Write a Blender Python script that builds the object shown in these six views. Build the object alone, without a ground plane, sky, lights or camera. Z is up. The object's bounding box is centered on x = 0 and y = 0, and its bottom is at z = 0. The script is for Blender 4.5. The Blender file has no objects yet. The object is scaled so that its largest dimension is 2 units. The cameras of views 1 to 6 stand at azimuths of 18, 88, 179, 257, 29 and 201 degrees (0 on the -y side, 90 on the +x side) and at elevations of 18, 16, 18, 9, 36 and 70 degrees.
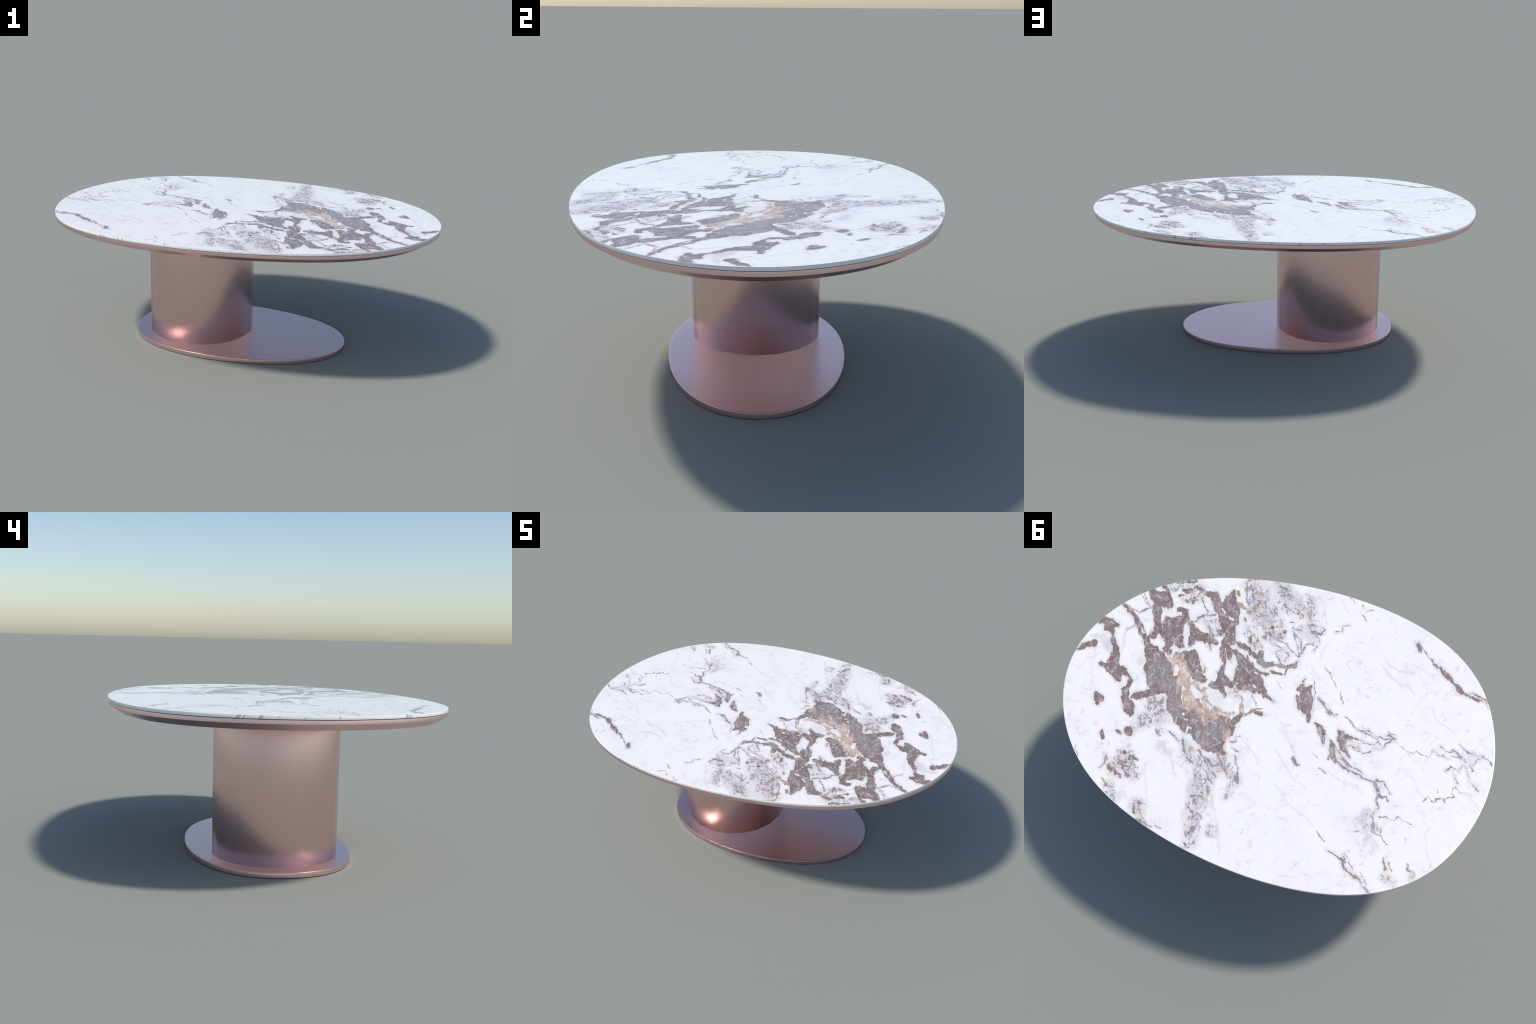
"""Oval pedestal dining table: veined white marble top in a rose-metal tray,
an off-centre round metal pedestal and a thin oval floor plate.
Everything is built from the outline rule below, a few heights and node-based stone."""
import math
import bmesh
import bpy
from mathutils import Vector

# ----------------------------------------------------------------------------
# sizes (metres)
# ----------------------------------------------------------------------------
Z_TOP = 0.7000           # face of the stone
Z_STONE_UNDER = 0.6875   # underside of the stone slab
Z_TRAY_TOP = 0.6856      # metal tray starts below a thin shadow gap
Z_TRAY_EDGE = 0.6700     # upright band of the tray ends, bevel begins
Z_TRAY_UNDER = 0.6452    # flat underside of the tray
BEVEL_REACH = 0.038      # how far the tray bevel runs inwards
Z_PLATE = 0.0215         # top of the floor plate
CELLS_X, CELLS_Y = 8, 6   # the slab face is cut into cells, see dice_face
REACH = 0.060            # how far a marking can spread beyond its stroke
PEDESTAL_X, PEDESTAL_R, PEDESTAL_SIDES = -0.2445, 0.2785, 20

# Egg-like oval, mirror-symmetric about x: polar cosine series on a stretched circle
TOP_OVAL = dict(length=1.0, width=0.7215, cx=0.0, waves=(1.0134, -0.0230, 0.0009, 0.0244, -0.0190, 0.0003, 0.0023, -0.0007, 0.0020))
PLATE_OVAL = dict(length=0.5732, width=0.3675, cx=-0.0213, waves=(1.0160, -0.0240, -0.0045, 0.0220, -0.0148))


def oval(spec, count=288, inset=0.0):
    """Points of the oval, normalised so that it reaches exactly its length and width."""
    pts = []
    for i in range(count):
        t = 2 * math.pi * i / count
        r = sum(w * math.cos(k * t) for k, w in enumerate(spec["waves"]))
        pts.append((r * math.cos(t), r * math.sin(t)))
    x0, x1 = min(p[0] for p in pts), max(p[0] for p in pts)
    y1 = max(p[1] for p in pts)
    pts = [((2 * (x - x0) / (x1 - x0) - 1) * spec["length"] + spec["cx"], y / y1 * spec["width"]) for x, y in pts]
    if inset:
        out = []
        for i, (x, y) in enumerate(pts):
            ax, ay = pts[i - 1]
            bx, by = pts[(i + 1) % count]
            l = math.hypot(bx - ax, by - ay)
            out.append((x - inset * (by - ay) / l, y + inset * (bx - ax) / l))
        pts = out
    return pts


def stack(name, rings, material, sharp=30):
    """Loft closed rings [(points, z), ...] from top to bottom and cap both ends."""
    verts, faces, n = [], [], len(rings[0][0])
    for pts, z in rings:
        verts += [(x, y, z) for x, y in pts]
    for k in range(len(rings) - 1):
        a, b = k * n, (k + 1) * n
        faces += [(a + i, b + i, b + (i + 1) % n, a + (i + 1) % n) for i in range(n)]
    faces.append(tuple(range(n)))
    faces.append(tuple(reversed(range((len(rings) - 1) * n, len(rings) * n))))
    mesh = bpy.data.meshes.new(name)
    mesh.from_pydata(verts, [], faces)
    mesh.validate()
    mesh.update()
    for p in mesh.polygons:
        p.use_smooth = True
    mesh.set_sharp_from_angle(angle=math.radians(sharp))
    mesh.materials.append(material)
    obj = bpy.data.objects.new(name, mesh)
    bpy.context.scene.collection.objects.link(obj)
    return obj


def rounded(spec, z_hi, z_lo, radius, steps=3, under=0.0, inset=0.0):
    """Rings of a plate with rounded arrises (top radius, optional small one below)."""
    rings = [(oval(spec, inset=inset + radius + 0.004), z_hi)]      # keeps the flat face flat-shaded
    for s in range(steps + 1):
        a = 0.5 * math.pi * s / steps
        rings.append((oval(spec, inset=inset + radius * (1 - math.sin(a))), z_hi - radius * (1 - math.cos(a))))
    if under:
        for s in range(steps + 1):
            a = 0.5 * math.pi * s / steps
            rings.append((oval(spec, inset=inset + under * (1 - math.cos(a))), z_lo + under * (1 - math.sin(a))))
    else:
        rings.append((oval(spec, inset=inset), z_lo))
    return rings


# ----------------------------------------------------------------------------
# node helpers
# ----------------------------------------------------------------------------
class Nodes:
    def __init__(self, tree):
        self.tree = tree

    def new(self, kind, **props):
        n = self.tree.nodes.new(kind)
        for k, v in props.items():
            setattr(n, k, v)
        return n

    def put(self, socket, value):
        if isinstance(value, bpy.types.NodeSocket):
            self.tree.links.new(value, socket)
        else:
            socket.default_value = value

    def math(self, op, *args):
        n = self.new("ShaderNodeMath", operation=op)
        for s, v in zip(n.inputs, args):
            self.put(s, v)
        return n.outputs[0]

    def vec(self, op, *args, scale=None):
        n = self.new("ShaderNodeVectorMath", operation=op)
        for s, v in zip(n.inputs, args):
            self.put(s, v)
        if scale is not None:
            self.put(n.inputs["Scale"], scale)
        return n.outputs["Value" if op in ("LENGTH", "DISTANCE", "DOT_PRODUCT") else "Vector"]

    def clamp(self, value):
        n = self.new("ShaderNodeClamp")
        self.put(n.inputs["Value"], value)
        return n.outputs[0]

    def noise(self, p, scale, detail=2.0, rough=0.5, warp=0.0, colour=False):
        n = self.new("ShaderNodeTexNoise")
        self.put(n.inputs["Vector"], p)
        for k, v in (("Scale", scale), ("Detail", detail), ("Roughness", rough), ("Distortion", warp)):
            n.inputs[k].default_value = v
        return n.outputs["Color" if colour else "Fac"]

    def cracks(self, p, scale, randomness=1.0):
        n = self.new("ShaderNodeTexVoronoi", feature="DISTANCE_TO_EDGE")
        self.put(n.inputs["Vector"], p)
        n.inputs["Scale"].default_value = scale
        n.inputs["Randomness"].default_value = randomness
        return n.outputs["Distance"]

    def ramp(self, value, lo, hi, a=0.0, b=1.0):
        n = self.new("ShaderNodeMapRange", interpolation_type="SMOOTHSTEP")
        self.put(n.inputs["Value"], value)
        for k, v in (("From Min", lo), ("From Max", hi), ("To Min", a), ("To Max", b)):
            self.put(n.inputs[k], v)
        return n.outputs["Result"]

    def mix(self, fac, a, b, blend="MIX"):
        n = self.new("ShaderNodeMix", data_type="RGBA", blend_type=blend)
        self.put(n.inputs["Factor"], fac)
        for s, v in ((n.inputs[6], a), (n.inputs[7], b)):
            self.put(s, v if isinstance(v, bpy.types.NodeSocket) else (*v, 1.0))
        return n.outputs[2]


def material(name):
    m = bpy.data.materials.new(name)
    m.use_nodes = True
    m.node_tree.nodes.clear()
    n = Nodes(m.node_tree)
    out = n.new("ShaderNodeOutputMaterial")
    bsdf = n.new("ShaderNodeBsdfPrincipled")
    m.node_tree.links.new(bsdf.outputs[0], out.inputs[0])
    return m, n, bsdf


def strokes(n, name, position, spines, cell):
    """Signed depth (metres) inside tapered round-ended strokes along every spine
    [(x mm, y mm, radius mm), ...]: a running maximum, kept in a node group of its own.
    Only strokes that reach the given cell (x0, x1, y0, y1) of the slab are evaluated there."""
    near = []
    for points in spines:
        pts = [(Vector((x / 1000, y / 1000, 0)), r / 1000) for x, y, r in points]
        for (a, ra), (b, rb) in zip(pts, pts[1:] or pts):
            reach = max(ra, rb) + REACH
            if (max(a.x, b.x) > cell[0] - reach and min(a.x, b.x) < cell[1] + reach
                    and max(a.y, b.y) > cell[2] - reach and min(a.y, b.y) < cell[3] + reach):
                near.append((a, ra, b, rb))
    if not near:
        return -1.0
    g = bpy.data.node_groups.new(name, "ShaderNodeTree")
    g.interface.new_socket(name="Position", in_out="INPUT", socket_type="NodeSocketVector")
    g.interface.new_socket(name="Depth", in_out="OUTPUT", socket_type="NodeSocketFloat")
    s = Nodes(g)
    pos, field = s.new("NodeGroupInput").outputs[0], -1.0
    for a, ra, b, rb in near:
        span = b - a
        rel = s.vec("SUBTRACT", pos, a)
        if span.length > 1e-5:
            t = s.clamp(s.vec("DOT_PRODUCT", rel, span / span.length_squared))
            dist = s.vec("DISTANCE", rel, s.vec("SCALE", span, scale=t))
            radius = s.math("MULTIPLY_ADD", t, rb - ra, ra)
        else:
            dist, radius = s.vec("LENGTH", rel), ra
        field = s.math("MAXIMUM", field, s.math("SUBTRACT", radius, dist))
    g.links.new(field, s.new("NodeGroupOutput").inputs[0])
    k = n.new("ShaderNodeGroup", node_tree=g)
    n.put(k.inputs[0], position)
    return k.outputs[0]


def spine(*pts):
    return pts


# ----------------------------------------------------------------------------
# where the stone carries its markings: spines with swelling radii, (x, y, radius) in mm
# ----------------------------------------------------------------------------
BROWN_STONE = [
    spine((938, -217, 22.7), (897, -213, 24.2), (869, -214, 13.6)),
    spine((899, -187, 19.3), (869, -165, 7.7), (849, -129, 8.3), (824, -91, 12.7), (811, -53, 22.1), (801, -7, 29.8), (771, 18, 28.1), (747, 44, 17.1)),
    spine((854, -2, 8.8), (815, -2, 18.8)),
    spine((758, -4, 18.8), (717, 16, 11.2), (690, 35, 11.2), (695, 60, 11.1)),
    spine((890, -328, 5.9), (854, -313, 8.5), (810, -287, 9.1), (769, -251, 12.9), (747, -222, 13.5), (711, -191, 16), (688, -156, 15.9), (669, -120, 19)),
    spine((777, -440, 19.8), (753, -419, 31.2), (712, -414, 42.6), (685, -397, 24.5)),
    spine((727, -372, 19.6), (706, -324, 16.2), (686, -276, 16.8), (680, -242, 19.3), (684, -211, 12.2)),
    spine((679, -260, 14.5), (642, -244, 19.2)),
    spine((651, -314, 24.2), (606, -242, 30.4), (602, -193, 22.2)),
    spine((599, -331, 30.7), (577, -259, 32), (552, -214, 20.7)),
    spine((621, -386, 11.4), (593, -389, 15.6), (568, -342, 16.2)),
    spine((600, -180, 19), (578, -159, 11.4)),
    spine((672, -144, 28.5), (627, -113, 44), (585, -72, 50), (551, -21, 52.7)),
    spine((640, -60, 23.5), (590, -7, 34.1), (579, 20, 27.8)),
    spine((521, -25, 37.2), (498, -32, 24.8)),
    spine((530, -165, 12.6), (475, -181, 25.2), (448, -144, 29.8), (422, -104, 24.9), (384, -79, 18.6)),
    spine((540, -330, 12.9), (516, -310, 19.3), (488, -287, 25.6), (449, -279, 17.5), (394, -278, 10.8)),
    spine((503, -253, 19.1), (504, -231, 11.4)),
    spine((449, -304, 9.6), (421, -289, 11.5)),
    spine((414, -255, 11.4), (403, -241, 7.6)),
    spine((531, -515, 11.2), (495, -516, 19.7), (463, -475, 20.3), (442, -445, 16.3), (395, -406, 25.8), (362, -378, 29.5), (340, -328, 28.7), (348, -300, 15.9)),
    spine((412, -564, 11.2), (407, -524, 24.6), (402, -485, 35.8), (374, -462, 32.5), (350, -433, 16.2), (342, -410, 12.9)),
    spine((378, -336, 17.6), (404, -338, 6.4)),
    spine((350, -285, 19), (355, -255, 11.4), (333, -220, 11.3), (321, -193, 4.4), (315, -163, 11.2), (314, -136, 18.7), (297, -110, 27.9), (243, -102, 15.4)),
    spine((321, -284, 22.2), (313, -245, 18.3), (294, -212, 6.9)),
    spine((291, -263, 11.4), (265, -244, 18.9), (228, -214, 25), (226, -173, 29.6), (222, -137, 23.2)),
    spine((203, -195, 28), (188, -148, 37.1), (151, -165, 26.3), (114, -126, 18.5), (87, -101, 10.4), (31, -83, 2.4)),
    spine((219, -249, 15.7), (201, -217, 15.6)),
    spine((175, -205, 10.6), (136, -201, 8.7), (108, -204, 5)),
    spine((212, -102, 13.9), (167, -107, 13.9), (119, -104, 12.9)),
    spine((304, -314, 6.4), (260, -300, 13.3), (223, -287, 13.3), (189, -270, 14.5), (157, -253, 17.2), (128, -242, 14.4), (105, -257, 8.8)),
    spine((176, -296, 12.6), (172, -276, 15.7)),
    spine((105, -257, 6.3), (67, -264, 8.1), (28, -269, 8.1), (3, -286, 9.4), (-3, -309, 5.6)),
    spine((100, -224, 3.7), (68, -222, 5), (38, -225, 4.3), (31, -259, 3.7)),
    spine((315, -76, 18.5), (289, -65, 13.9), (258, -34, 11)),
    spine((-62, -181, 18.4), (-84, -175, 26.1), (-100, -140, 32), (-122, -103, 19.7), (-140, -69, 12.7), (-145, -44, 7.8)),
    spine((-70, -135, 13.7), (-89, -102, 15.2), (-116, -77, 12.1)),
    spine((-63, -236, 4.3), (-66, -203, 4.9)),
    spine((-104, -209, 5.5), (-91, -194, 9.2)),
    spine((539, -6, 37.1), (488, 13, 33.2), (457, 78, 35.6), (417, 130, 28.1)),
    spine((546, 33, 20.8), (600, 75, 14.8), (638, 98, 15.7), (656, 112, 6.4)),
    spine((419, 80, 11.9), (379, 122, 7.3)),
    spine((700, 82, 16.7), (679, 125, 18.4), (649, 161, 26.5), (624, 187, 15.5)),
    spine((813, 152, 13.8), (792, 170, 20.2), (790, 187, 11)),
    spine((993, -34, 8.6), (962, -69, 15.3), (934, -88, 17.2)),
    spine((419, 127, 28.1), (382, 160, 20.7), (363, 195, 8.1)),
    spine((337, 109, 49.7), (266, 124, 62.9), (212, 110, 49.4), (174, 87, 22.5)),
    spine((272, 181, 49.1), (217, 181, 46.8), (190, 216, 24.4)),
    spine((328, 180, 20.6), (274, 211, 22.3), (228, 224, 22.2), (162, 228, 9.7)),
    spine((151, 24, 10), (167, 69, 12.6), (164, 133, 6.3)),
    spine((145, 16, 8.2), (110, -3, 8.2), (65, -6, 6.4)),
    spine((719, 310, 3.6), (711, 327, 7.6), (699, 342, 4.5)),
    spine((612, 265, 13.5), (590, 279, 16.2)),
    spine((655, 415, 3.5), (642, 428, 7.1)),
    spine((621, 454, 9.7), (587, 471, 10.5), (554, 481, 7.9)),
    spine((579, 425, 7), (552, 410, 5.3), (540, 385, 9.7), (511, 389, 4)),
    spine((533, 466, 4.4), (518, 470, 4.4)),
    spine((444, 590, 5.1), (432, 618, 5.1)),
    spine((-180, -45, 4.5), (-207, -27, 13.5), (-231, 4, 10.7), (-243, 34, 4.4)),
    spine((-302, -40, 11.6), (-315, -1, 18.7), (-331, 28, 10.6), (-372, 60, 4.4)),
    spine((-331, -21, 14.3), (-363, -32, 6.2), (-404, -29, 3.6)),
    spine((-266, 9, 4.5), (-289, 43, 11.5), (-303, 81, 13.2), (-326, 102, 6.1)),
    spine((-141, 153, 4.4), (-170, 176, 3.9)),
    spine((-506, -92, 4), (-534, -89, 4.5)),
    spine((-611, -505, 3.7), (-632, -497, 6.5), (-671, -474, 10.2), (-705, -449, 6), (-732, -433, 8.3), (-766, -409, 10.1), (-789, -406, 5.5)),
    spine((-792, -413, 2.3), (-811, -425, 3.7), (-846, -409, 4.1), (-876, -409, 3.7)),
    spine((-798, -405, 4.1), (-851, -393, 5), (-882, -400, 3.2)),
    spine((-504, -583, 3.8), (-521, -555, 5.7)),
    spine((531, -158, 18.9), (482, -147, 28.3), (439, -120, 29.7), (411, -88, 23.3), (380, -74, 13.9)),
    spine((337, -69, 12.4), (311, -67, 15.4)),
    spine((391, -36, 12.3), (368, -34, 8.6)),
    spine((684, -522, 4.5), (601, -562, 7.5)),
    spine((634, -494, 10.9), (606, -506, 9.9)),
    spine((646, -462, 6.4), (630, -467, 6.4)),
    spine((604, -446, 7.9), (593, -436, 3.9)),
    spine((581, -473, 4.4), (573, -440, 4.4)),
    spine((584, -531, 8.9), (554, -524, 7.9)),
    spine((303, -443, 7.3), (296, -429, 5.3)),
    spine((250, -358, 8.1), (240, -338, 7.2)),
    spine((387, -569, 4.9), (382, -555, 6.9)),
    spine((210, -353, 5.3)),
    spine((163, -442, 5.3)),
    spine((734, -485, 10.9), (703, -456, 8.9)),
    spine((657, 286, 5.4), (634, 293, 6.3)),
    spine((575, 336, 4)),
    spine((580, 368, 4)),
    spine((597, 536, 5.2)),
    spine((169, 627, 3.8), (162, 599, 4.2)),
    spine((174, 671, 3.8), (162, 683, 3.3)),
    spine((105, 593, 5)),
    spine((64, 321, 7)),
    spine((164, -442, 6.4)),
    spine((106, -439, 5.1)),
]
PALE_POCKETS = [
    spine((685, -364, 15.6), (679, -326, 11.7), (668, -289, 4.5)),
    spine((644, -382, 8.5), (642, -357, 14.9)),
    spine((648, -202, 17.5), (632, -186, 19.1), (625, -164, 8.2)),
    spine((558, -317, 11.6), (537, -273, 16), (525, -234, 11.5), (515, -209, 3.2)),
    spine((578, -182, 8.2), (534, -185, 3.8), (492, -207, 7)),
    spine((721, 37, 14.3), (725, 61, 8.1)),
    spine((755, -234, 4.5), (733, -219, 5.8)),
    spine((326, -233, 3.2), (309, -193, 6.9), (285, -146, 5)),
    spine((287, -215, 3.8), (268, -176, 11.2), (255, -128, 10.5)),
    spine((240, -281, 7.6), (193, -248, 13.2), (153, -216, 5.6)),
    spine((305, -283, 13.9)),
    spine((103, -234, 8.1), (62, -241, 8.1)),
    spine((427, -458, 2.6), (403, -437, 1.9)),
    spine((370, -336, 1.9), (352, -306, 1.9)),
    spine((400, 114, 3.6), (379, 132, 7.2)),
    spine((343, 200, 9.9), (305, 237, 14.2), (272, 274, 11.5)),
    spine((157, 88, 7.2)),
    spine((-798, -413, 3.7)),
]
TAN_STONE = [
    spine((565, -135, 9.5), (524, -128, 29.8), (490, -98, 32.8), (470, -56, 27.9), (433, -28, 24.7)),
    spine((433, -2, 32.3), (401, 43, 32), (345, 65, 36.4), (275, 65, 27.2)),
    spine((592, -154, 3.2), (561, -147, 6.9), (525, -153, 15.7)),
    spine((381, -105, 12.4), (362, -87, 7.4)),
    spine((353, -12, 10.4), (311, 25, 13.4), (262, 45, 15.2), (206, 45, 21.2), (176, 18, 15.2), (171, -11, 7.3)),
    spine((324, -66, 6.2), (346, -42, 7.4), (368, -34, 4.3)),
    spine((280, 64, 27.2), (236, 83, 18.1)),
    spine((168, -84, 6.4), (191, -96, 9.2)),
    spine((511, -109, 28.2), (470, -60, 34.1), (430, -9, 33.8)),
    spine((413, -52, 15.5), (397, -37, 9.3)),
    spine((299, 111, 13.6), (283, 80, 18.1)),
    spine((179, 148, 13.4), (177, 177, 10.7)),
]
MIST = [
    spine((-333, 13, 13.3), (-361, -12, 18.7), (-403, 8, 13.3)),
    spine((-342, 97, 10.5), (-385, 120, 8.7), (-435, 122, 4.4)),
    spine((-551, 157, 17.2)),
    spine((-847, -109, 17.6), (-947, -125, 11.4)),
    spine((-897, -69, 8.7)),
    spine((-514, 546, 8.2), (-559, 566, 4.9)),
    spine((-601, 581, 8.1), (-625, 603, 10.5)),
    spine((-784, 491, 12.2)),
    spine((-523, 278, 17), (-515, 322, 19.4), (-540, 359, 14.3)),
    spine((-578, 399, 25), (-605, 430, 16.6)),
    spine((23, -450, 29.7), (-23, -461, 34.4)),
    spine((74, -331, 28.3), (73, -289, 18.8)),
    spine((-40, -494, 16.3)),
    spine((222, -709, 44.8), (155, -658, 34.6)),
    spine((876, -131, 14.4), (877, -88, 14.3), (835, -81, 11.4)),
    spine((942, -124, 9.6)),
    spine((282, -631, 49.4), (219, -524, 58.4), (156, -415, 47.9)),
    spine((612, -11, 14)),
    spine((241, 388, 30.4), (199, 472, 30), (180, 544, 17)),
    spine((550, 183, 31.7), (483, 175, 27.1)),
    spine((224, 305, 35.1), (161, 326, 21.8)),
    spine((440, 293, 22.2), (393, 306, 13.3)),
    spine((590, 462, 30.7), (514, 445, 21.9)),
    spine((84, 597, 21)),
    spine((687, -74, 14.2)),
]
WHITE_QUARTZ = [
    spine((316, -31, 20.3), (275, -5, 30.5), (216, 12, 20.1)),
    spine((417, -30, 4.3), (384, -4, 11.1), (363, -5, 6.8)),
    spine((165, -77, 15.3), (146, -50, 18.3), (135, 4, 10.9)),
    spine((351, -81, 4.3), (382, -39, 3.7)),
]
GREY_CLOUD = [
    spine((574, -35, 69.8), (487, 28, 36.8), (431, 120, 36.3)),
    spine((297, 130, 49.5), (227, 130, 53.8), (251, 188, 40.1)),
    spine((610, -88, 37.6), (563, -51, 37.4)),
    spine((444, -467, 22.8), (472, -498, 13.1)),
    spine((157, -253, 18.8), (109, -249, 18.7), (11, -283, 18.7)),
    spine((-101, -164, 21.4), (-133, -90, 12.1)),
    spine((-320, 2, 13.3), (-294, 60, 15.9)),
]
SPECKLE = [
    spine((695, -487, 19.8), (582, -515, 39.6)),
    spine((613, -454, 24.6), (565, -470, 19.7)),
    spine((454, -387, 43.6), (406, -338, 28.8)),
    spine((327, -621, 54.4), (249, -514, 72.9), (159, -425, 62.3)),
    spine((262, -389, 38.4), (208, -321, 28.5)),
    spine((211, -678, 34.7), (145, -600, 53.8), (77, -574, 48.6)),
    spine((63, -629, 44.1), (-29, -501, 28.8)),
    spine((540, 107, 50.3), (485, 159, 36.2)),
    spine((208, -65, 23)),
    spine((557, 201, 40.7), (585, 246, 27)),
    spine((568, 406, 52.8), (513, 449, 39.3)),
    spine((585, 537, 26), (540, 577, 21.5)),
    spine((432, 586, 34.2), (374, 649, 21.1)),
    spine((340, 244, 22.3), (268, 320, 43.9), (211, 339, 52.3), (192, 455, 47.2), (168, 585, 37.9), (152, 670, 29.2)),
    spine((161, 278, 48.2), (74, 329, 21.7), (81, 407, 21.5)),
    spine((88, 585, 25.2)),
    spine((475, 217, 22.5)),
    spine((-543, 271, 17), (-521, 324, 19), (-575, 346, 25.2)),
    spine((-683, 531, 20.3), (-722, 547, 14.6)),
    spine((-782, 483, 12.2), (-790, 497, 10.6)),
    spine((236, -66, 21.5), (214, -84, 18.5)),
    spine((358, 24, 21.4), (327, 54, 18.2)),
]
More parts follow.
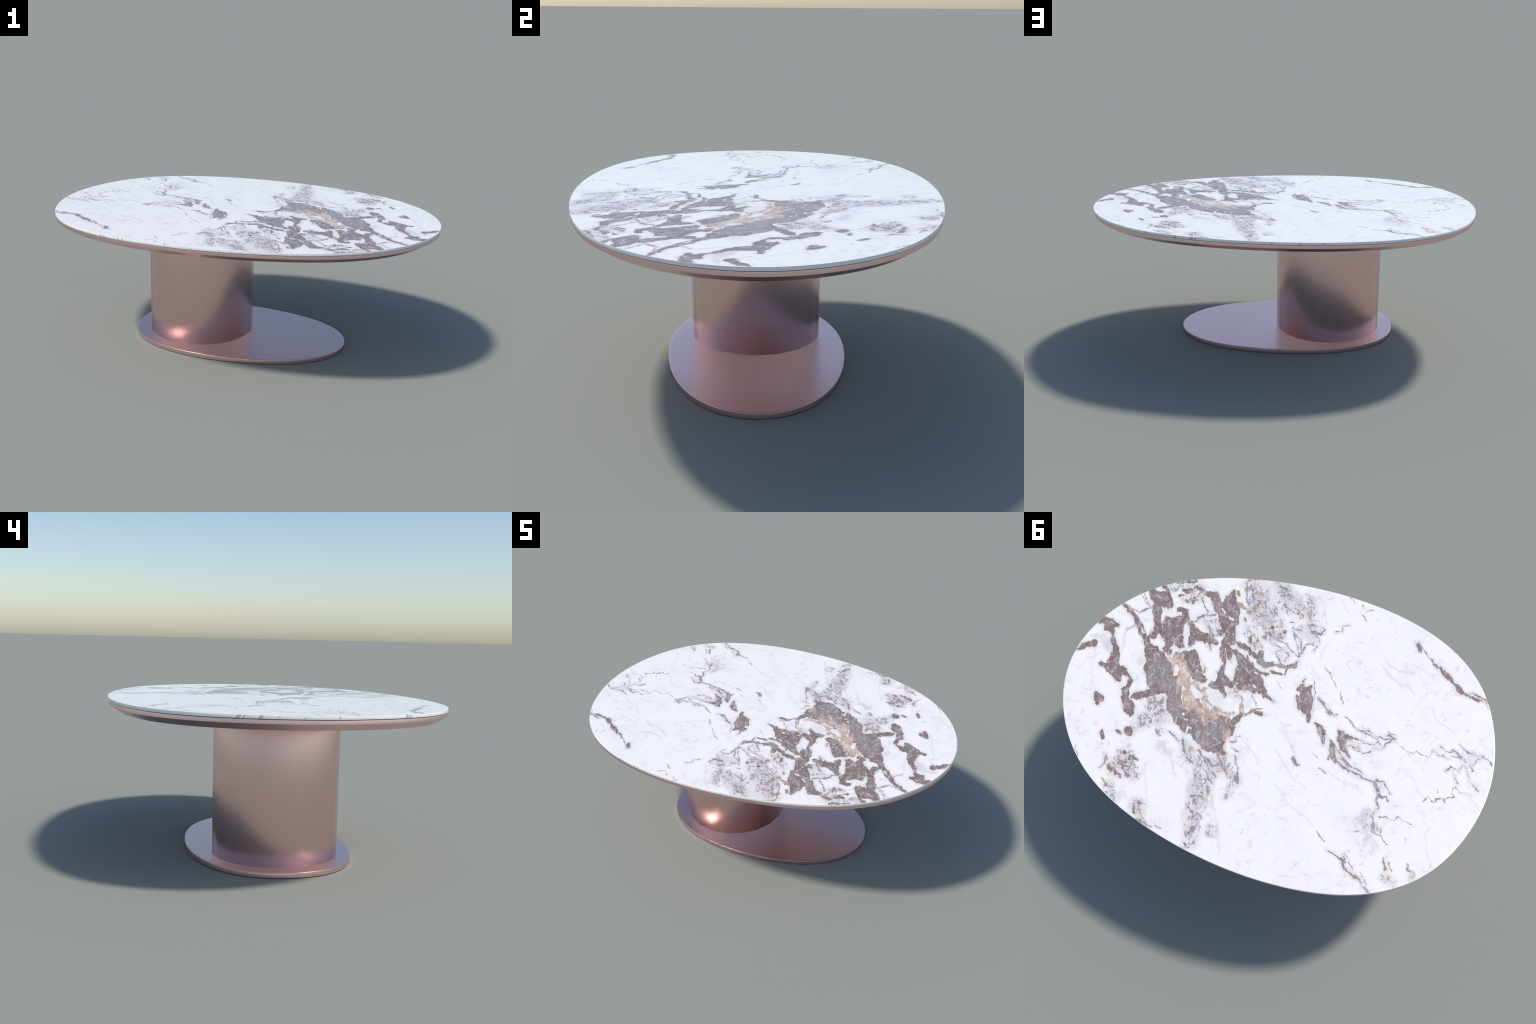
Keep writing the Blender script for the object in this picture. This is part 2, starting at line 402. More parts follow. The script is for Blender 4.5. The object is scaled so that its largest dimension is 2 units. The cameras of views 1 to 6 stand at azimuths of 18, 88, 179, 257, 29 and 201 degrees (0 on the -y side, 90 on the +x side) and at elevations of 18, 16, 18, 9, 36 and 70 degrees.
DARK_VEIN = [
    spine((-325, 100, 4.4), (-368, 121, 4.4), (-437, 128, 3.9), (-462, 138, 3.9), (-512, 142, 3.9), (-535, 162, 9.5), (-552, 189, 8.6), (-543, 216, 4.3), (-563, 237, 5.1), (-565, 252, 3)),
    spine((-516, 129, 2.6), (-550, 125, 3.5), (-580, 151, 3.4), (-592, 168, 3)),
    spine((-559, 196, 6), (-583, 190, 3.9), (-597, 201, 3.4)),
    spine((-398, 105, 1.3), (-429, 105, 1.7), (-460, 118, 1.7)),
    spine((-312, 45, 2.2), (-342, 82, 2.2), (-397, 116, 1.7)),
    spine((-370, -82, 2.7), (-386, -75, 4), (-433, -67, 3.6), (-472, -58, 2.7)),
    spine((-385, -77, 1.8), (-418, -86, 1.8), (-469, -67, 1.8)),
    spine((-467, -73, 1.8), (-495, -71, 2.2), (-534, -80, 1.8), (-512, -50, 1.8), (-497, -20, 1.8)),
    spine((-412, -20, 3.1), (-458, -30, 2.7), (-475, -48, 3.1), (-489, -39, 1.8)),
    spine((-423, 30, 1.8), (-449, 12, 2.7), (-467, -15, 2.7), (-497, -20, 1.3)),
    spine((-340, 20, 2.2), (-362, 6, 2.2), (-393, 21, 2.2), (-412, 24, 3.1)),
    spine((-392, 2, 1.8), (-411, 19, 2.2)),
    spine((-151, -166, 3.7), (-193, -137, 2.7), (-222, -117, 5), (-243, -109, 3.6), (-263, -117, 1.4)),
    spine((-166, -163, 1.4), (-190, -146, 1.8)),
    spine((-716, -88, 1.3), (-758, -80, 2.6), (-787, -78, 1.8)),
    spine((-747, -118, 2.2), (-773, -105, 1.8), (-798, -110, 2.2), (-802, -127, 2.7), (-830, -108, 3.1), (-862, -95, 3.5), (-871, -83, 2.6)),
    spine((-803, -94, 1.8), (-833, -95, 1.8), (-871, -84, 2.2)),
    spine((-820, -158, 2.2), (-857, -135, 2.7), (-893, -132, 1.8), (-936, -135, 3.5), (-966, -122, 3.5), (-983, -104, 3.1)),
    spine((-911, -115, 2.2), (-946, -132, 2.2), (-986, -110, 1.3)),
    spine((-911, -112, 1.8), (-906, -84, 2.6), (-885, -89, 1.8)),
    spine((-865, -72, 1.3), (-888, -37, 1.3), (-915, 1, 2.2), (-951, 24, 2.2)),
    spine((-887, -80, 2.2), (-907, -51, 3.5)),
    spine((-795, -12, 1.7), (-818, -39, 2.6), (-850, -31, 2.6), (-859, -65, 1.8)),
    spine((-821, -28, 1.3), (-837, 0, 1.3), (-862, 24, 1.7)),
    spine((-413, 498, 1.2), (-440, 504, 4.6), (-469, 513, 4.1), (-497, 521, 8.2), (-502, 548, 4.9), (-537, 565, 5.3), (-564, 570, 5.3), (-584, 572, 2), (-601, 599, 2.4), (-633, 613, 5.6)),
    spine((-491, 501, 2.1), (-506, 527, 2.5)),
    spine((-651, 454, 1.6), (-662, 477, 2.9), (-673, 499, 5.3)),
    spine((101, -497, 1.9), (78, -499, 1.4), (77, -469, 1.9), (37, -471, 1.9), (42, -493, 1.4)),
    spine((70, -456, 1.9), (35, -403, 1.9), (1, -346, 2.4)),
    spine((70, -456, 1.4), (22, -421, 2.4), (3, -377, 2.8), (1, -338, 2.8), (57, -363, 1.9), (86, -385, 2.9)),
    spine((10, -504, 3.9), (-19, -481, 3.4), (-57, -458, 2.9), (-63, -440, 1.9), (-9, -405, 2.4), (-6, -359, 3.3)),
    spine((3, -512, 4.8), (-18, -519, 2.9)),
    spine((-26, -489, 3.8), (-60, -479, 3.4), (-67, -514, 2.9), (-55, -521, 1.4)),
    spine((105, -325, 2.4), (81, -350, 1.9), (46, -330, 2.4), (52, -296, 2.8)),
    spine((127, -360, 2.9), (95, -350, 2.8)),
    spine((114, -322, 1.9), (62, -271, 1.9)),
    spine((-123, -517, 3.4), (-147, -531, 1.9), (-145, -555, 1.4), (-176, -574, 1)),
    spine((-33, -419, 2.4), (-62, -416, 2.4), (-53, -386, 1.4)),
    spine((206, -663, 5), (176, -662, 6.9)),
    spine((58, -630, 2.9), (31, -629, 2.9)),
    spine((156, -577, 2), (112, -556, 1.9), (79, -551, 1.9), (68, -574, 1.5)),
    spine((152, 170, 3.1), (130, 160, 2.7), (136, 140, 2.2), (118, 127, 1.8)),
    spine((129, 194, 3.5), (104, 200, 5.3)),
    spine((75, 315, 6.1), (52, 345, 4.3), (71, 290, 2.2), (110, 222, 2.2)),
    spine((524, -379, 2.9), (489, -402, 3.9)),
    spine((658, 476, 1.8), (644, 450, 2.6), (654, 412, 2.2)),
    spine((615, 437, 2.6), (583, 446, 2.2)),
    spine((592, 427, 4), (565, 430, 3.1), (528, 424, 2.6), (533, 401, 2.2)),
    spine((563, 438, 2.6), (520, 471, 3.5)),
    spine((542, 445, 2.2), (522, 429, 1.8)),
    spine((227, 272, 2.6), (185, 311, 3.9), (165, 287, 2.6)),
    spine((271, 254, 3.1), (234, 279, 3.5), (194, 323, 3.1), (149, 346, 2.6)),
    spine((362, 222, 4), (332, 275, 3.1), (295, 311, 2.6), (268, 320, 2.2)),
    spine((225, 462, 3.9), (182, 448, 3.4), (159, 465, 2.6)),
    spine((186, 354, 2.6), (158, 382, 2.6)),
    spine((218, 515, 3.4), (189, 531, 3)),
    spine((155, 572, 3.4), (158, 609, 3.4), (155, 640, 2.5)),
    spine((182, 247, 2.7), (152, 280, 2.6), (112, 323, 2.2)),
    spine((427, 210, 3.6), (398, 225, 4.5), (371, 245, 2.7)),
    spine((461, -351, 3.2), (429, -315, 3.8), (401, -288, 2.9)),
    spine((445, -334, 1.9), (412, -306, 2.6)),
    spine((497, -400, 1.9), (513, -376, 3.9), (524, -354, 2.9), (553, -338, 1.6)),
    spine((481, -402, 3.9), (451, -416, 4.5)),
    spine((545, -491, 2), (516, -449, 2.3), (490, -425, 2), (478, -396, 1.6)),
    spine((398, -145, 3.1), (385, -118, 5)),
    spine((172, -319, 2.5), (195, -339, 1.6)),
    spine((813, -213, 1.9), (781, -240, 1.9)),
    spine((792, -313, 2.4), (761, -346, 1.5)),
    spine((-208, -117, 1.8), (-227, -104, 2.7)),
    spine((-274, 53, 2.7), (-291, 76, 3.5), (-289, 99, 2.6)),
    spine((-331, 62, 2.2), (-357, 87, 2.2), (-398, 106, 1.7)),
    spine((-809, -24, 1.7), (-812, -44, 2.2)),
]
RUST_VEIN = [
    spine((-128, -323, 1.9), (-167, -298, 2.3), (-194, -266, 2.8), (-218, -243, 1.4)),
    spine((-242, -226, 2.3), (-254, -194, 3.7), (-268, -176, 2.3)),
    spine((-294, -120, 2.7), (-328, -99, 3.6), (-361, -81, 2.7)),
    spine((-106, -245, 1.9), (-128, -191, 2.3), (-139, -154, 1.4)),
    spine((-216, 102, 2.2), (-246, 116, 1.3)),
    spine((-263, 156, 3.9), (-279, 162, 2.6), (-297, 170, 4.4)),
    spine((-491, -119, 1.3), (-519, -109, 2.2), (-537, -109, 1.8), (-552, -103, 0.9)),
    spine((-523, -96, 1.3), (-545, -84, 1.8)),
    spine((-538, -74, 0.9), (-582, -62, 1.8), (-611, -48, 1.3), (-639, -51, 1.3), (-646, -70, 1.3), (-674, -51, 1.8), (-707, -58, 1.3), (-716, -88, 1.3)),
    spine((-738, 157, 2.1), (-755, 126, 1.3), (-782, 143, 2.6), (-797, 122, 6.8), (-823, 113, 4.3), (-832, 128, 3.8)),
    spine((-784, 75, 3.9), (-791, 98, 1.3)),
    spine((-832, 105, 2.6), (-862, 92, 3), (-846, 72, 1.3), (-856, 38, 2.2), (-876, 64, 1.3), (-908, 55, 1.3), (-936, 60, 1.3)),
    spine((-492, 492, 1.7), (-517, 504, 2.5), (-518, 523, 2.5), (-544, 545, 1.6)),
    spine((-502, 469, 1.7), (-508, 482, 1.2)),
    spine((-581, 549, 1.6), (-600, 564, 1.2), (-619, 590, 1.2)),
    spine((-677, 463, 2.1), (-700, 498, 2.9)),
    spine((-757, 441, 3.7), (-762, 466, 5.7), (-788, 474, 2.9), (-804, 486, 2)),
    spine((-578, 286, 2.1), (-605, 276, 3), (-643, 286, 1.7), (-657, 254, 2.1), (-678, 269, 1.7)),
    spine((-678, 269, 0.8), (-727, 266, 2.1)),
    spine((-547, 283, 1.7), (-566, 318, 3.4), (-570, 357, 3.8), (-610, 363, 4.2), (-606, 335, 2.1)),
    spine((-615, 364, 2.1), (-650, 396, 1.7)),
    spine((-339, 432, 2.1), (-354, 438, 2.1), (-368, 455, 2.5), (-392, 467, 2.1)),
    spine((-500, 382, 1.3), (-519, 375, 1.7)),
    spine((-531, -569, 2.8), (-588, -522, 4.2), (-619, -494, 3.7)),
    spine((-209, -649, 1.9), (-240, -624, 2.4)),
    spine((-129, -718, 2), (-161, -693, 2)),
    spine((-198, -697, 4.4), (-211, -680, 2.4)),
    spine((-226, -671, 1.9), (-255, -692, 1.9)),
    spine((-882, -395, 1.4), (-902, -367, 1.4)),
    spine((140, -396, 1.9), (108, -386, 2.4), (77, -386, 3.8)),
    spine((107, -437, 6.7)),
    spine((367, -635, 4), (338, -550, 3), (304, -506, 2)),
    spine((816, -417, 2), (732, -334, 2.9)),
    spine((732, -334, 2), (827, -407, 1.5)),
    spine((886, -336, 3), (839, -319, 3.9), (796, -312, 2.4)),
    spine((564, -505, 3), (519, -453, 2.5), (486, -420, 2.4)),
    spine((365, -512, 10.8), (330, -497, 10.7)),
    spine((396, -569, 8.9), (378, -558, 6.9)),
    spine((182, -64, 2.5), (168, -35, 3.1), (141, 22, 2.4)),
    spine((136, 34, 4.2), (119, -2, 4.2), (101, -22, 5.5), (69, -26, 3)),
    spine((143, -85, 2.5), (97, -36, 1.5)),
    spine((343, -2, 2.5), (300, 28, 2.4), (269, 44, 3)),
    spine((366, 27, 9.2), (343, 46, 10.4)),
    spine((56, -181, 1.2), (18, -153, 1.2)),
    spine((626, 518, 3.5), (597, 541, 3.9), (570, 541, 1.7)),
    spine((491, 456, 2.2), (467, 471, 1.7)),
    spine((417, 643, 2.5), (384, 647, 3.8), (336, 654, 3.4)),
    spine((322, 644, 3.4), (297, 647, 2.5)),
    spine((488, 221, 5.4), (463, 247, 6.3)),
    spine((808, 408, 1.3), (769, 457, 2.7)),
    spine((431, 567, 2.1), (401, 563, 2.1)),
]
FAINT_VEIN = [
    spine((-68, 149, 1.8), (-171, 237, 1.7), (-238, 266, 1.3)),
    spine((-107, 298, 1.7), (-186, 359, 2.1), (-276, 388, 2.1), (-325, 416, 1.7)),
    spine((-276, 153, 1.7), (-379, 183, 1.7), (-445, 182, 1.7), (-485, 212, 1.3)),
    spine((-661, 56, 1.7), (-709, 115, 2.2), (-737, 138, 2.1)),
    spine((-793, 256, 2.1), (-795, 310, 2.1), (-821, 372, 1.7), (-859, 429, 1.2)),
    spine((-907, 64, 1.3), (-960, 87, 1.7), (-985, 116, 1.3)),
    spine((-377, -423, 2.8), (-427, -383, 3.7), (-491, -354, 3.7), (-525, -361, 5.5), (-562, -327, 3.7)),
    spine((-653, -293, 3.2), (-699, -229, 3.6), (-775, -211, 2.7), (-796, -184, 1.8)),
    spine((-521, -468, 1.9), (-628, -448, 2.3)),
    spine((-888, -216, 1.8), (-923, -184, 1.8), (-970, -172, 1.3)),
    spine((-47, 128, 1.3), (-103, 185, 1.8), (-181, 254, 1.3)),
    spine((-35, 43, 1.8), (-107, 92, 1.8), (-158, 137, 1.3)),
    spine((41, -709, 2.5), (-14, -644, 2.4), (-66, -547, 2.4)),
    spine((-95, -689, 2), (-145, -640, 2.9)),
    spine((-106, -453, 1.9), (-93, -394, 2.4), (-97, -354, 2.4)),
    spine((-69, -312, 2.3), (-130, -255, 2.3)),
    spine((-385, -444, 3.8), (-462, -418, 6.5), (-527, -430, 4.7)),
    spine((906, 2, 1.9), (861, 91, 1.9)),
    spine((816, -195, 2.9), (793, -96, 2.9)),
    spine((816, -82, 6.7), (876, -131, 9.6), (961, -123, 4.8)),
    spine((906, -131, 19.2), (846, -83, 17.1)),
    spine((928, -92, 2.4), (895, -28, 2.4), (933, -4, 3.8)),
    spine((474, 388, 2.2), (389, 571, 2.1)),
    spine((390, 300, 4.4), (338, 384, 5.2), (320, 406, 3.5)),
    spine((445, 280, 16), (397, 308, 6.2)),
    spine((531, 536, 1.7), (468, 575, 1.7)),
    spine((105, 137, 1.8), (5, 209, 1.8)),
    spine((239, 541, 2.6), (218, 571, 2.5)),
    spine((137, 436, 2.1), (83, 528, 2.5), (13, 666, 3.3)),
    spine((31, -480, 28.8), (-21, -455, 28.7)),
    spine((-519, 279, 14.4), (-511, 323, 15.2)),
    spine((-393, 117, 5.2), (-350, 93, 7)),
    spine((-784, 491, 9.8)),
    spine((-557, 384, 8.4), (-558, 429, 5.8)),
]
EDGE_STREAKS = [
    spine((-934, 310, 10.5)),
    spine((-942, 292, 7.0)),
    spine((-962, 235, 10.4)),
    spine((-979, 174, 5.2)),
    spine((-995, 82, 5.2)),
    spine((-999, -43, 6.2)),
    spine((-949, -274, 3.7)),
    spine((-929, -321, 11.1)),
    spine((-921, -339, 9.3)),
    spine((-612, -632, 4.7)),
    spine((-486, -677, 6.8)),
    spine((-467, -682, 6.8)),
    spine((-384, -699, 6.7)),
    spine((-362, -703, 6.7)),
    spine((-143, -721, 6.5)),
    spine((-17, -719, 4.3)),
    spine((110, -707, 5.3)),
    spine((165, -699, 5.2)),
    spine((650, 547, 6.8)),
    spine((511, 612, 11.2)),
    spine((435, 638, 11.1)),
    spine((415, 644, 8.8)),
    spine((64, 712, 6.5)),
    spine((-64, 721, 7.5)),
    spine((-169, 721, 4.3)),
    spine((910, -297, 4.2)),
    spine((654, 544, 6.3)),
    spine((876, 348, 2.9)),
]


# ----------------------------------------------------------------------------
# materials
# ----------------------------------------------------------------------------
STONE_ROUGHNESS = 0.20
WHITE = (0.915, 0.873, 0.836)
MILK = (0.84, 0.80, 0.785)
LILAC_GREY = (0.60, 0.555, 0.57)


def marble_face(cell):
    """Veined marble for one cell of the slab face; all cells share the same rule and the same
    coordinates, so the pattern runs on across them."""
    m, n, bsdf = material("veined_marble")
    raw = n.new("ShaderNodeTexCoord").outputs["Object"]
    flat = n.vec("MULTIPLY", raw, (1, 1, 0))

    # bedding: the stone is drawn out along one direction, so its grain is stretched that way
    across = n.vec("DOT_PRODUCT", flat, (0.96, 0.28, 0.0))
    along = n.math("MULTIPLY", n.vec("DOT_PRODUCT", flat, (-0.28, 0.96, 0.0)), 0.40)
    join = n.new("ShaderNodeCombineXYZ")
    n.put(join.inputs[0], across)
    n.put(join.inputs[1], along)
    flow = join.outputs[0]

    def shaken(p, scale, amount, detail=2.0, rough=0.5, source=None):
        offs = n.vec("SUBTRACT", n.noise(source or p, scale, detail, rough, colour=True), (0.5, 0.5, 0.5))
        return n.vec("MULTIPLY", n.vec("MULTIPLY_ADD", offs, (amount, amount, 0), p), (1, 1, 0))

    def ridge(p, scale, detail, rough=0.55, warp=0.0):
        return n.math("ABSOLUTE", n.math("SUBTRACT", n.noise(p, scale, detail, rough, warp), 0.5))

    rough_p = shaken(flat, 34, 0.030, 5.0, 0.60, source=flow)      # for patches
    vein_p = shaken(flat, 46, 0.030, 4.0, 0.6)        # for veins: tighter wiggle

    fine = n.noise(flat, 150, 4.0, 0.65)
    mid = n.noise(flat, 34, 4.0, 0.6)
    broad = n.noise(flat, 5, 3.0, 0.55)
    hue = n.noise(flat, 24, 3.0, 0.55)
    clump = n.noise(flat, 17, 2.0, 0.5)
    grit = n.noise(shaken(flat, 70, 0.016), 66, 5.0, 0.68)
    streak = n.noise(flow, 46, 4.0, 0.6)
    ragged = n.math("MULTIPLY_ADD", fine, 0.006, n.math("MULTIPLY_ADD", streak, 0.036, -0.0200))

    # --- ground: white with faint milky clouds, warm hair veins and rusty flecks
    colour = n.mix(n.ramp(broad, 0.46, 0.70, 0.0, 0.50), WHITE, MILK)
    colour = n.mix(n.math("MULTIPLY", n.ramp(n.noise(flat, 8, 4.0, 0.6), 0.54, 0.72, 0.0, 0.45), n.ramp(mid, 0.40, 0.65)), colour, (0.78, 0.70, 0.64))
    wisp_p = shaken(flat, 7, 0.10, 3.0)
    hair = ridge(wisp_p, 3.0, 5.0, 0.6)
    hair2 = ridge(n.vec("ADD", wisp_p, (7.3, 2.1, 0)), 5.5, 4.0, 0.6)
    colour = n.mix(n.math("MULTIPLY", n.ramp(hair, 0.0, 0.050, 0.16, 0.0), n.ramp(clump, 0.36, 0.64)), colour, (0.64, 0.595, 0.625))
    hairs = n.math("MAXIMUM", n.ramp(hair, 0.0, 0.008, 0.42, 0.0), n.ramp(hair2, 0.0, 0.008, 0.24, 0.0))
    colour = n.mix(n.math("MULTIPLY", hairs, n.math("MULTIPLY", n.ramp(mid, 0.42, 0.60), n.ramp(clump, 0.38, 0.58))), colour, n.mix(n.ramp(hue, 0.45, 0.58), (0.50, 0.45, 0.47), (0.56, 0.40, 0.32)))
    flecks = n.math("MULTIPLY", n.ramp(n.noise(flat, 55, 3.0, 0.6), 0.675, 0.71), n.ramp(clump, 0.50, 0.62))
    colour = n.mix(n.math("MULTIPLY", flecks, 0.75), colour, (0.44, 0.29, 0.22))

    faint = strokes(n, "faint_vein", vein_p, FAINT_VEIN, cell)
    colour = n.mix(n.ramp(n.math("MULTIPLY_ADD", fine, 0.008, faint), -0.003, 0.010, 0.0, 0.42), colour, (0.60, 0.53, 0.53))
    mist = n.math("MULTIPLY_ADD", mid, 0.05, n.math("SUBTRACT", strokes(n, "mist", rough_p, MIST, cell), 0.025))
    colour = n.mix(n.math("MULTIPLY", n.ramp(mist, -0.020, 0.014), n.ramp(streak, 0.32, 0.62, 0.10, 0.70)), colour, (0.68, 0.63, 0.635))

    # --- broken zones (declared ones, and a fringe round every stone body): cloudy mauve with branching threads
    body = strokes(n, "brown_stone", rough_p, BROWN_STONE, cell)
    pocket = strokes(n, "pale_pocket", rough_p, PALE_POCKETS, cell)
    body = n.math("MINIMUM", body, n.math("MULTIPLY", pocket, -1.0))
    zone = strokes(n, "speckle", rough_p, SPECKLE, cell)
    density = n.math("MAXIMUM", n.ramp(zone, -0.030, 0.035), n.ramp(body, -0.022, 0.0, 0.0, 0.42))
    cloudy = n.math("MULTIPLY", density, n.ramp(n.noise(flow, 26, 5.0, 0.6), 0.32, 0.62, 0.10, 0.92))
    colour = n.mix(cloudy, colour, n.mix(n.ramp(hue, 0.46, 0.60), (0.58, 0.53, 0.54), (0.66, 0.56, 0.51)))
    web_p = shaken(flow, 34, 0.045, 3.0)
    web = n.math("MAXIMUM", n.ramp(ridge(web_p, 13, 3.0, 0.55), 0.008, 0.030, 0.95, 0.0), n.ramp(ridge(web_p, 27, 2.0, 0.5), 0.008, 0.040, 0.9, 0.0))
    web = n.math("MULTIPLY", web, n.math("MULTIPLY", n.ramp(mid, 0.44, 0.56), n.ramp(density, 0.18, 0.75)))
    dust = n.noise(shaken(flat, 90, 0.010), 125, 4.0, 0.65)
    d2 = n.math("MULTIPLY_ADD", n.noise(flat, 26, 3.0, 0.6), 1.0, n.math("MULTIPLY", density, 0.30))
    specks = n.ramp(n.math("ADD", dust, n.math("MULTIPLY", n.math("SUBTRACT", d2, 0.74), 0.75)), 0.610, 0.655)
    specks = n.math("MULTIPLY", specks, n.ramp(density, 0.10, 0.45))
    speck_colour = n.mix(n.ramp(hue, 0.47, 0.62), (0.245, 0.205, 0.21), (0.36, 0.235, 0.175))
    colour = n.mix(n.math("MULTIPLY", n.math("MAXIMUM", web, specks), 0.88), colour, speck_colour)

    # --- brown-grey stone bodies with pale pockets; their borders feather out here and there
    depth = n.math("ADD", body, ragged)
    colour = n.mix(n.ramp(depth, -0.014, 0.0, 0.0, 0.16), colour, LILAC_GREY)
    cloud = n.ramp(n.math("MULTIPLY_ADD", mid, 0.05, strokes(n, "grey_cloud", rough_p, GREY_CLOUD, cell)), -0.005, 0.045)
    stone = n.mix(cloud, (0.235, 0.170, 0.156), (0.305, 0.252, 0.238))
    stone = n.mix(n.ramp(n.noise(flat, 13, 4.0, 0.6), 0.48, 0.64, 0.0, 0.70), stone, (0.245, 0.160, 0.125))
    stone = n.mix(n.ramp(n.noise(flow, 30, 6.0, 0.66), 0.50, 0.66, 0.0, 0.65), stone, (0.46, 0.385, 0.365))
    seams = n.ramp(ridge(shaken(flow, 20, 0.03), 24, 4.0, 0.6), 0.0, 0.028, 0.5, 0.0)
    stone = n.mix(seams, stone, (0.135, 0.098, 0.092))
    stone = n.mix(n.ramp(fine, 0.48, 0.70, 0.0, 0.42), stone, (0.42, 0.365, 0.365))
    stone = n.mix(n.ramp(fine, 0.47, 0.30, 0.0, 0.45), stone, (0.110, 0.085, 0.085))
    net = ridge(shaken(flat, 60, 0.020, 3.0), 30, 3.0, 0.6)
    net2 = n.cracks(shaken(flat, 40, 0.045, 4.0, 0.65), 20)
    lines = n.math("MAXIMUM", n.ramp(net, 0.004, 0.022, 0.75, 0.0), n.ramp(net2, 0.008, 0.05, 0.9, 0.0))
    stone = n.mix(n.math("MULTIPLY", lines, n.ramp(mid, 0.42, 0.58, 0.05, 0.85)), stone, (0.60, 0.55, 0.56))
    rim = n.math("MULTIPLY", n.ramp(depth, 0.001, 0.009, 1.0, 0.0), n.ramp(hue, 0.46, 0.60, 0.0, 0.75))
    stone = n.mix(rim, stone, (0.285, 0.170, 0.120))          # rust where it meets the white
    soft = n.ramp(n.noise(flat, 11, 3.0, 0.55), 0.48, 0.68, 0.0010, 0.0050)
    colour = n.mix(n.ramp(depth, n.math("MULTIPLY", soft, -1.0), soft), colour, stone)

    # --- honey-coloured streaks through the grey, and the white quartz eye in them
    honey = n.noise(shaken(flow, 18, 0.04, 4.0, 0.6), 26, 4.0, 0.62)
    tan_depth = n.math("ADD", strokes(n, "tan_stone", rough_p, TAN_STONE, cell), n.math("MULTIPLY_ADD", honey, 0.16, -0.086))
    tan = n.mix(n.ramp(streak, 0.38, 0.60), (0.60, 0.42, 0.32), (0.70, 0.58, 0.51))
    tan = n.mix(n.ramp(honey, 0.52, 0.64, 0.0, 0.75), tan, (0.74, 0.67, 0.64))
    tan = n.mix(n.ramp(ridge(shaken(flow, 20, 0.03), 24, 4.0, 0.6), 0.0, 0.035, 0.65, 0.0), tan, (0.36, 0.27, 0.235))
    tan = n.mix(n.ramp(grit, 0.52, 0.62, 0.0, 0.75), tan, (0.34, 0.21, 0.155))
    tan = n.mix(n.ramp(ridge(web_p, 13, 4.0, 0.62), 0.004, 0.030, 0.65, 0.0), tan, (0.50, 0.29, 0.18))
    tan = n.mix(n.ramp(fine, 0.53, 0.70, 0.0, 0.6), tan, (0.82, 0.74, 0.70))
    colour = n.mix(n.ramp(tan_depth, -0.012, 0.010, 0.0, 0.92), colour, tan)
    fringe = n.math("MULTIPLY", n.ramp(tan_depth, -0.004, 0.006), n.ramp(tan_depth, 0.008, 0.022, 1.0, 0.0))
    colour = n.mix(n.math("MULTIPLY", fringe, n.ramp(hue, 0.42, 0.58, 0.05, 0.50)), colour, (0.50, 0.30, 0.19))
    eye = n.math("ADD", strokes(n, "white_quartz", rough_p, WHITE_QUARTZ, cell), ragged)
    colour = n.mix(n.ramp(eye, -0.010, 0.008), colour, n.mix(n.ramp(broad, 0.4, 0.6), (0.93, 0.89, 0.86), (0.80, 0.765, 0.77)))

    # --- veins
    rust = n.math("MULTIPLY_ADD", fine, 0.006, n.math("SUBTRACT", strokes(n, "rust_vein", vein_p, RUST_VEIN, cell), 0.0012))
    colour = n.mix(n.math("MULTIPLY", n.ramp(rust, -0.0005, 0.0034), n.ramp(mid, 0.30, 0.52, 0.25, 0.92)), colour,
                   n.mix(n.ramp(hue, 0.44, 0.58), (0.34, 0.265, 0.25), (0.45, 0.29, 0.205)))
    dark = n.math("MULTIPLY_ADD", fine, 0.006, n.math("SUBTRACT", strokes(n, "dark_vein", vein_p, DARK_VEIN, cell), 0.0012))
    dark = n.math("ADD", dark, n.math("MULTIPLY_ADD", clump, 0.010, -0.005))      # width swells and pinches
    colour = n.mix(n.ramp(dark, -0.014, 0.002, 0.0, 0.34), colour, LILAC_GREY)
    colour = n.mix(n.math("MULTIPLY", n.ramp(dark, -0.024, 0.0, 0.0, 0.40), n.ramp(hue, 0.50, 0.62)), colour, (0.72, 0.58, 0.48))
    core = n.ramp(dark, 0.0035, 0.008)
    vein_colour = n.mix(core, n.mix(n.ramp(hue, 0.5, 0.62), (0.245, 0.215, 0.23), (0.30, 0.21, 0.175)), n.mix(n.ramp(grit, 0.47, 0.56), (0.44, 0.41, 0.44), (0.19, 0.165, 0.17)))
    colour = n.mix(n.math("MULTIPLY", n.ramp(dark, 0.0004, 0.0034), n.ramp(mid, 0.30, 0.48, 0.35, 0.94)), colour, vein_colour)

    n.put(bsdf.inputs["Base Color"], colour)
    bsdf.inputs["Roughness"].default_value = STONE_ROUGHNESS
    return m


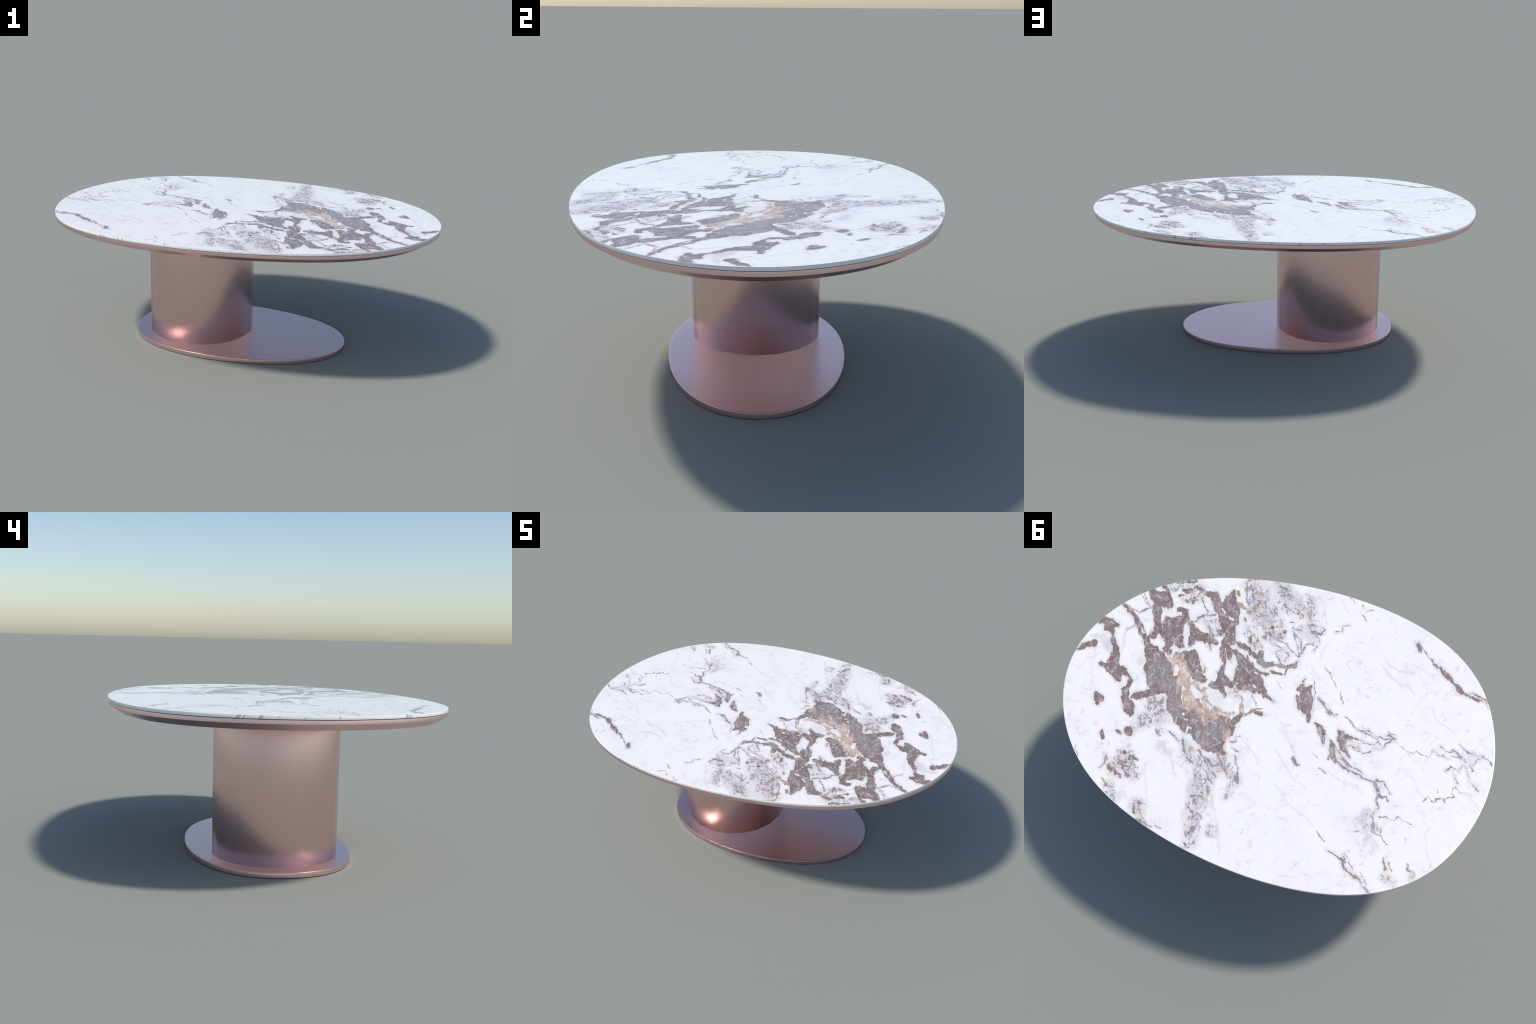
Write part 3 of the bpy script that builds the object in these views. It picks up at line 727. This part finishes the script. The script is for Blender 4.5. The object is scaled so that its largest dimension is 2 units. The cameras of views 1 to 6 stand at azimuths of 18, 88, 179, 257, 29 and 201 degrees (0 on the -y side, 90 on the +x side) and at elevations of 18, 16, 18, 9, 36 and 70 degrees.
def marble_edge():
    """Polished side of the slab: plain white, crossed by slanted streaks where veins come through."""
    m, n, bsdf = material("marble_edge")
    p = n.new("ShaderNodeTexCoord").outputs["Object"]
    sep = n.new("ShaderNodeSeparateXYZ")
    n.put(sep.inputs[0], p)
    slide = n.math("MULTIPLY", n.math("SUBTRACT", sep.outputs[2], (Z_TOP + Z_STONE_UNDER) / 2), 0.8)
    slant = n.vec("MULTIPLY", n.vec("ADD", p, n.vec("SCALE", (0.8, 0.7, 0.0), scale=slide)), (1, 1, 0))
    grain = n.noise(p, 160, 3.0, 0.6)
    hue = n.ramp(n.noise(slant, 7, 1.0), 0.46, 0.54)
    streak = n.math("MULTIPLY_ADD", grain, 0.010, n.math("SUBTRACT", strokes(n, "edge_streak", slant, EDGE_STREAKS, (-2, 2, -2, 2)), 0.0075))
    hairs = n.math("MULTIPLY", n.ramp(n.noise(slant, 40, 3.0, 0.6), 0.62, 0.72), n.ramp(n.noise(slant, 4, 2.0), 0.45, 0.65, 0.0, 0.35))
    mask = n.math("MAXIMUM", n.math("MULTIPLY", n.ramp(streak, -0.002, 0.003), n.ramp(grain, 0.35, 0.55, 0.35, 0.8)), hairs)
    colour = n.mix(n.ramp(n.noise(slant, 9, 3.0), 0.45, 0.7, 0.0, 0.5), WHITE, MILK)
    colour = n.mix(mask, colour, n.mix(hue, (0.29, 0.25, 0.26), (0.42, 0.28, 0.215)))
    n.put(bsdf.inputs["Base Color"], colour)
    bsdf.inputs["Roughness"].default_value = STONE_ROUGHNESS
    return m


def metal(name, colour, roughness, metallic=1.0):
    m, n, bsdf = material(name)
    p = n.new("ShaderNodeTexCoord").outputs["Object"]
    grain = n.noise(p, 3.0, 2.0)
    n.put(bsdf.inputs["Base Color"], n.mix(n.ramp(grain, 0.3, 0.7, 0.0, 0.06), colour, tuple(c * 0.9 for c in colour)))
    bsdf.inputs["Metallic"].default_value = metallic
    bsdf.inputs["Roughness"].default_value = roughness
    return m


def dice_face(slab):
    """Cut the flat top of the slab into cells, so that each needs only the markings near it."""
    xs = [-1 + 2 * i / CELLS_X for i in range(CELLS_X + 1)]
    ys = [-0.73 + 1.46 * i / CELLS_Y for i in range(CELLS_Y + 1)]
    bm = bmesh.new()
    bm.from_mesh(slab.data)
    for axis, cuts in ((0, xs[1:-1]), (1, ys[1:-1])):
        for c in cuts:
            top = [f for f in bm.faces if f.normal.z > 0.99]
            co, no = Vector((0, 0, 0)), Vector((0, 0, 0))
            co[axis], no[axis] = c, 1
            geom = list({*top, *(e for f in top for e in f.edges), *(v for f in top for v in f.verts)})
            bmesh.ops.bisect_plane(bm, geom=geom, dist=1e-6, plane_co=co, plane_no=no)
    slots = {}
    for f in bm.faces:
        if f.normal.z > 0.99:
            x, y, _ = f.calc_center_median()
            cell = (min(CELLS_X - 1, int((x + 1) / 2 * CELLS_X)), min(CELLS_Y - 1, int((y + 0.73) / 1.46 * CELLS_Y)))
            if cell not in slots:
                slab.data.materials.append(marble_face((xs[cell[0]], xs[cell[0] + 1], ys[cell[1]], ys[cell[1] + 1])))
                slots[cell] = len(slots) + 1
            f.material_index = slots[cell]
    bm.to_mesh(slab.data)
    bm.free()


# ----------------------------------------------------------------------------
# the table
# ----------------------------------------------------------------------------
rose = metal("rose_metal", (0.80, 0.56, 0.53), 0.30)
gap_dark = metal("shadow_gap_dark", (0.03, 0.03, 0.03), 0.7, 0.0)

table = bpy.data.objects.new("pedestal_dining_table", None)
table["label"] = "oval dining table, veined white marble top, rose metal pedestal"
table["category"] = "dining table"
bpy.context.scene.collection.objects.link(table)

slab = stack("tabletop", rounded(TOP_OVAL, Z_TOP, Z_STONE_UNDER, 0.0008, steps=2, under=0.0008), marble_edge())
dice_face(slab)

gap = stack("shadow_gap", [(oval(TOP_OVAL, inset=0.007), Z_STONE_UNDER + 0.001), (oval(TOP_OVAL, inset=0.007), Z_TRAY_TOP - 0.001)], gap_dark)

tray_rings = rounded(TOP_OVAL, Z_TRAY_TOP, Z_TRAY_EDGE, 0.0016, steps=3, inset=0.002)
tray_rings.append((oval(TOP_OVAL, inset=0.002 + BEVEL_REACH), Z_TRAY_UNDER))
tray = stack("tray", tray_rings, rose, sharp=28)

pedestal_ring = [(PEDESTAL_X + PEDESTAL_R * math.cos(2 * math.pi * i / PEDESTAL_SIDES), PEDESTAL_R * math.sin(2 * math.pi * i / PEDESTAL_SIDES)) for i in range(PEDESTAL_SIDES)]
# soft-shaded tube: wall normals lean outwards-up at the top and outwards-down at the foot,
# so its reflections bend smoothly towards both ends
pedestal = stack("pedestal", [(pedestal_ring, Z_TRAY_UNDER + 0.004), (pedestal_ring, Z_PLATE - 0.006)], rose, sharp=180)
LEAN_TOP, LEAN_FOOT = 0.16, 0.23
normals = []
for v in pedestal.data.vertices:
    lean = LEAN_TOP if v.co.z > 0.3 else -LEAN_FOOT
    normals.append(Vector((v.co.x - PEDESTAL_X, v.co.y, PEDESTAL_R * lean)).normalized())
pedestal.data.normals_split_custom_set_from_vertices(normals)

plate = stack("floor_plate", rounded(PLATE_OVAL, Z_PLATE, 0.0, 0.0022, steps=3), rose)

for part in (slab, gap, tray, pedestal, plate):
    part.parent = table
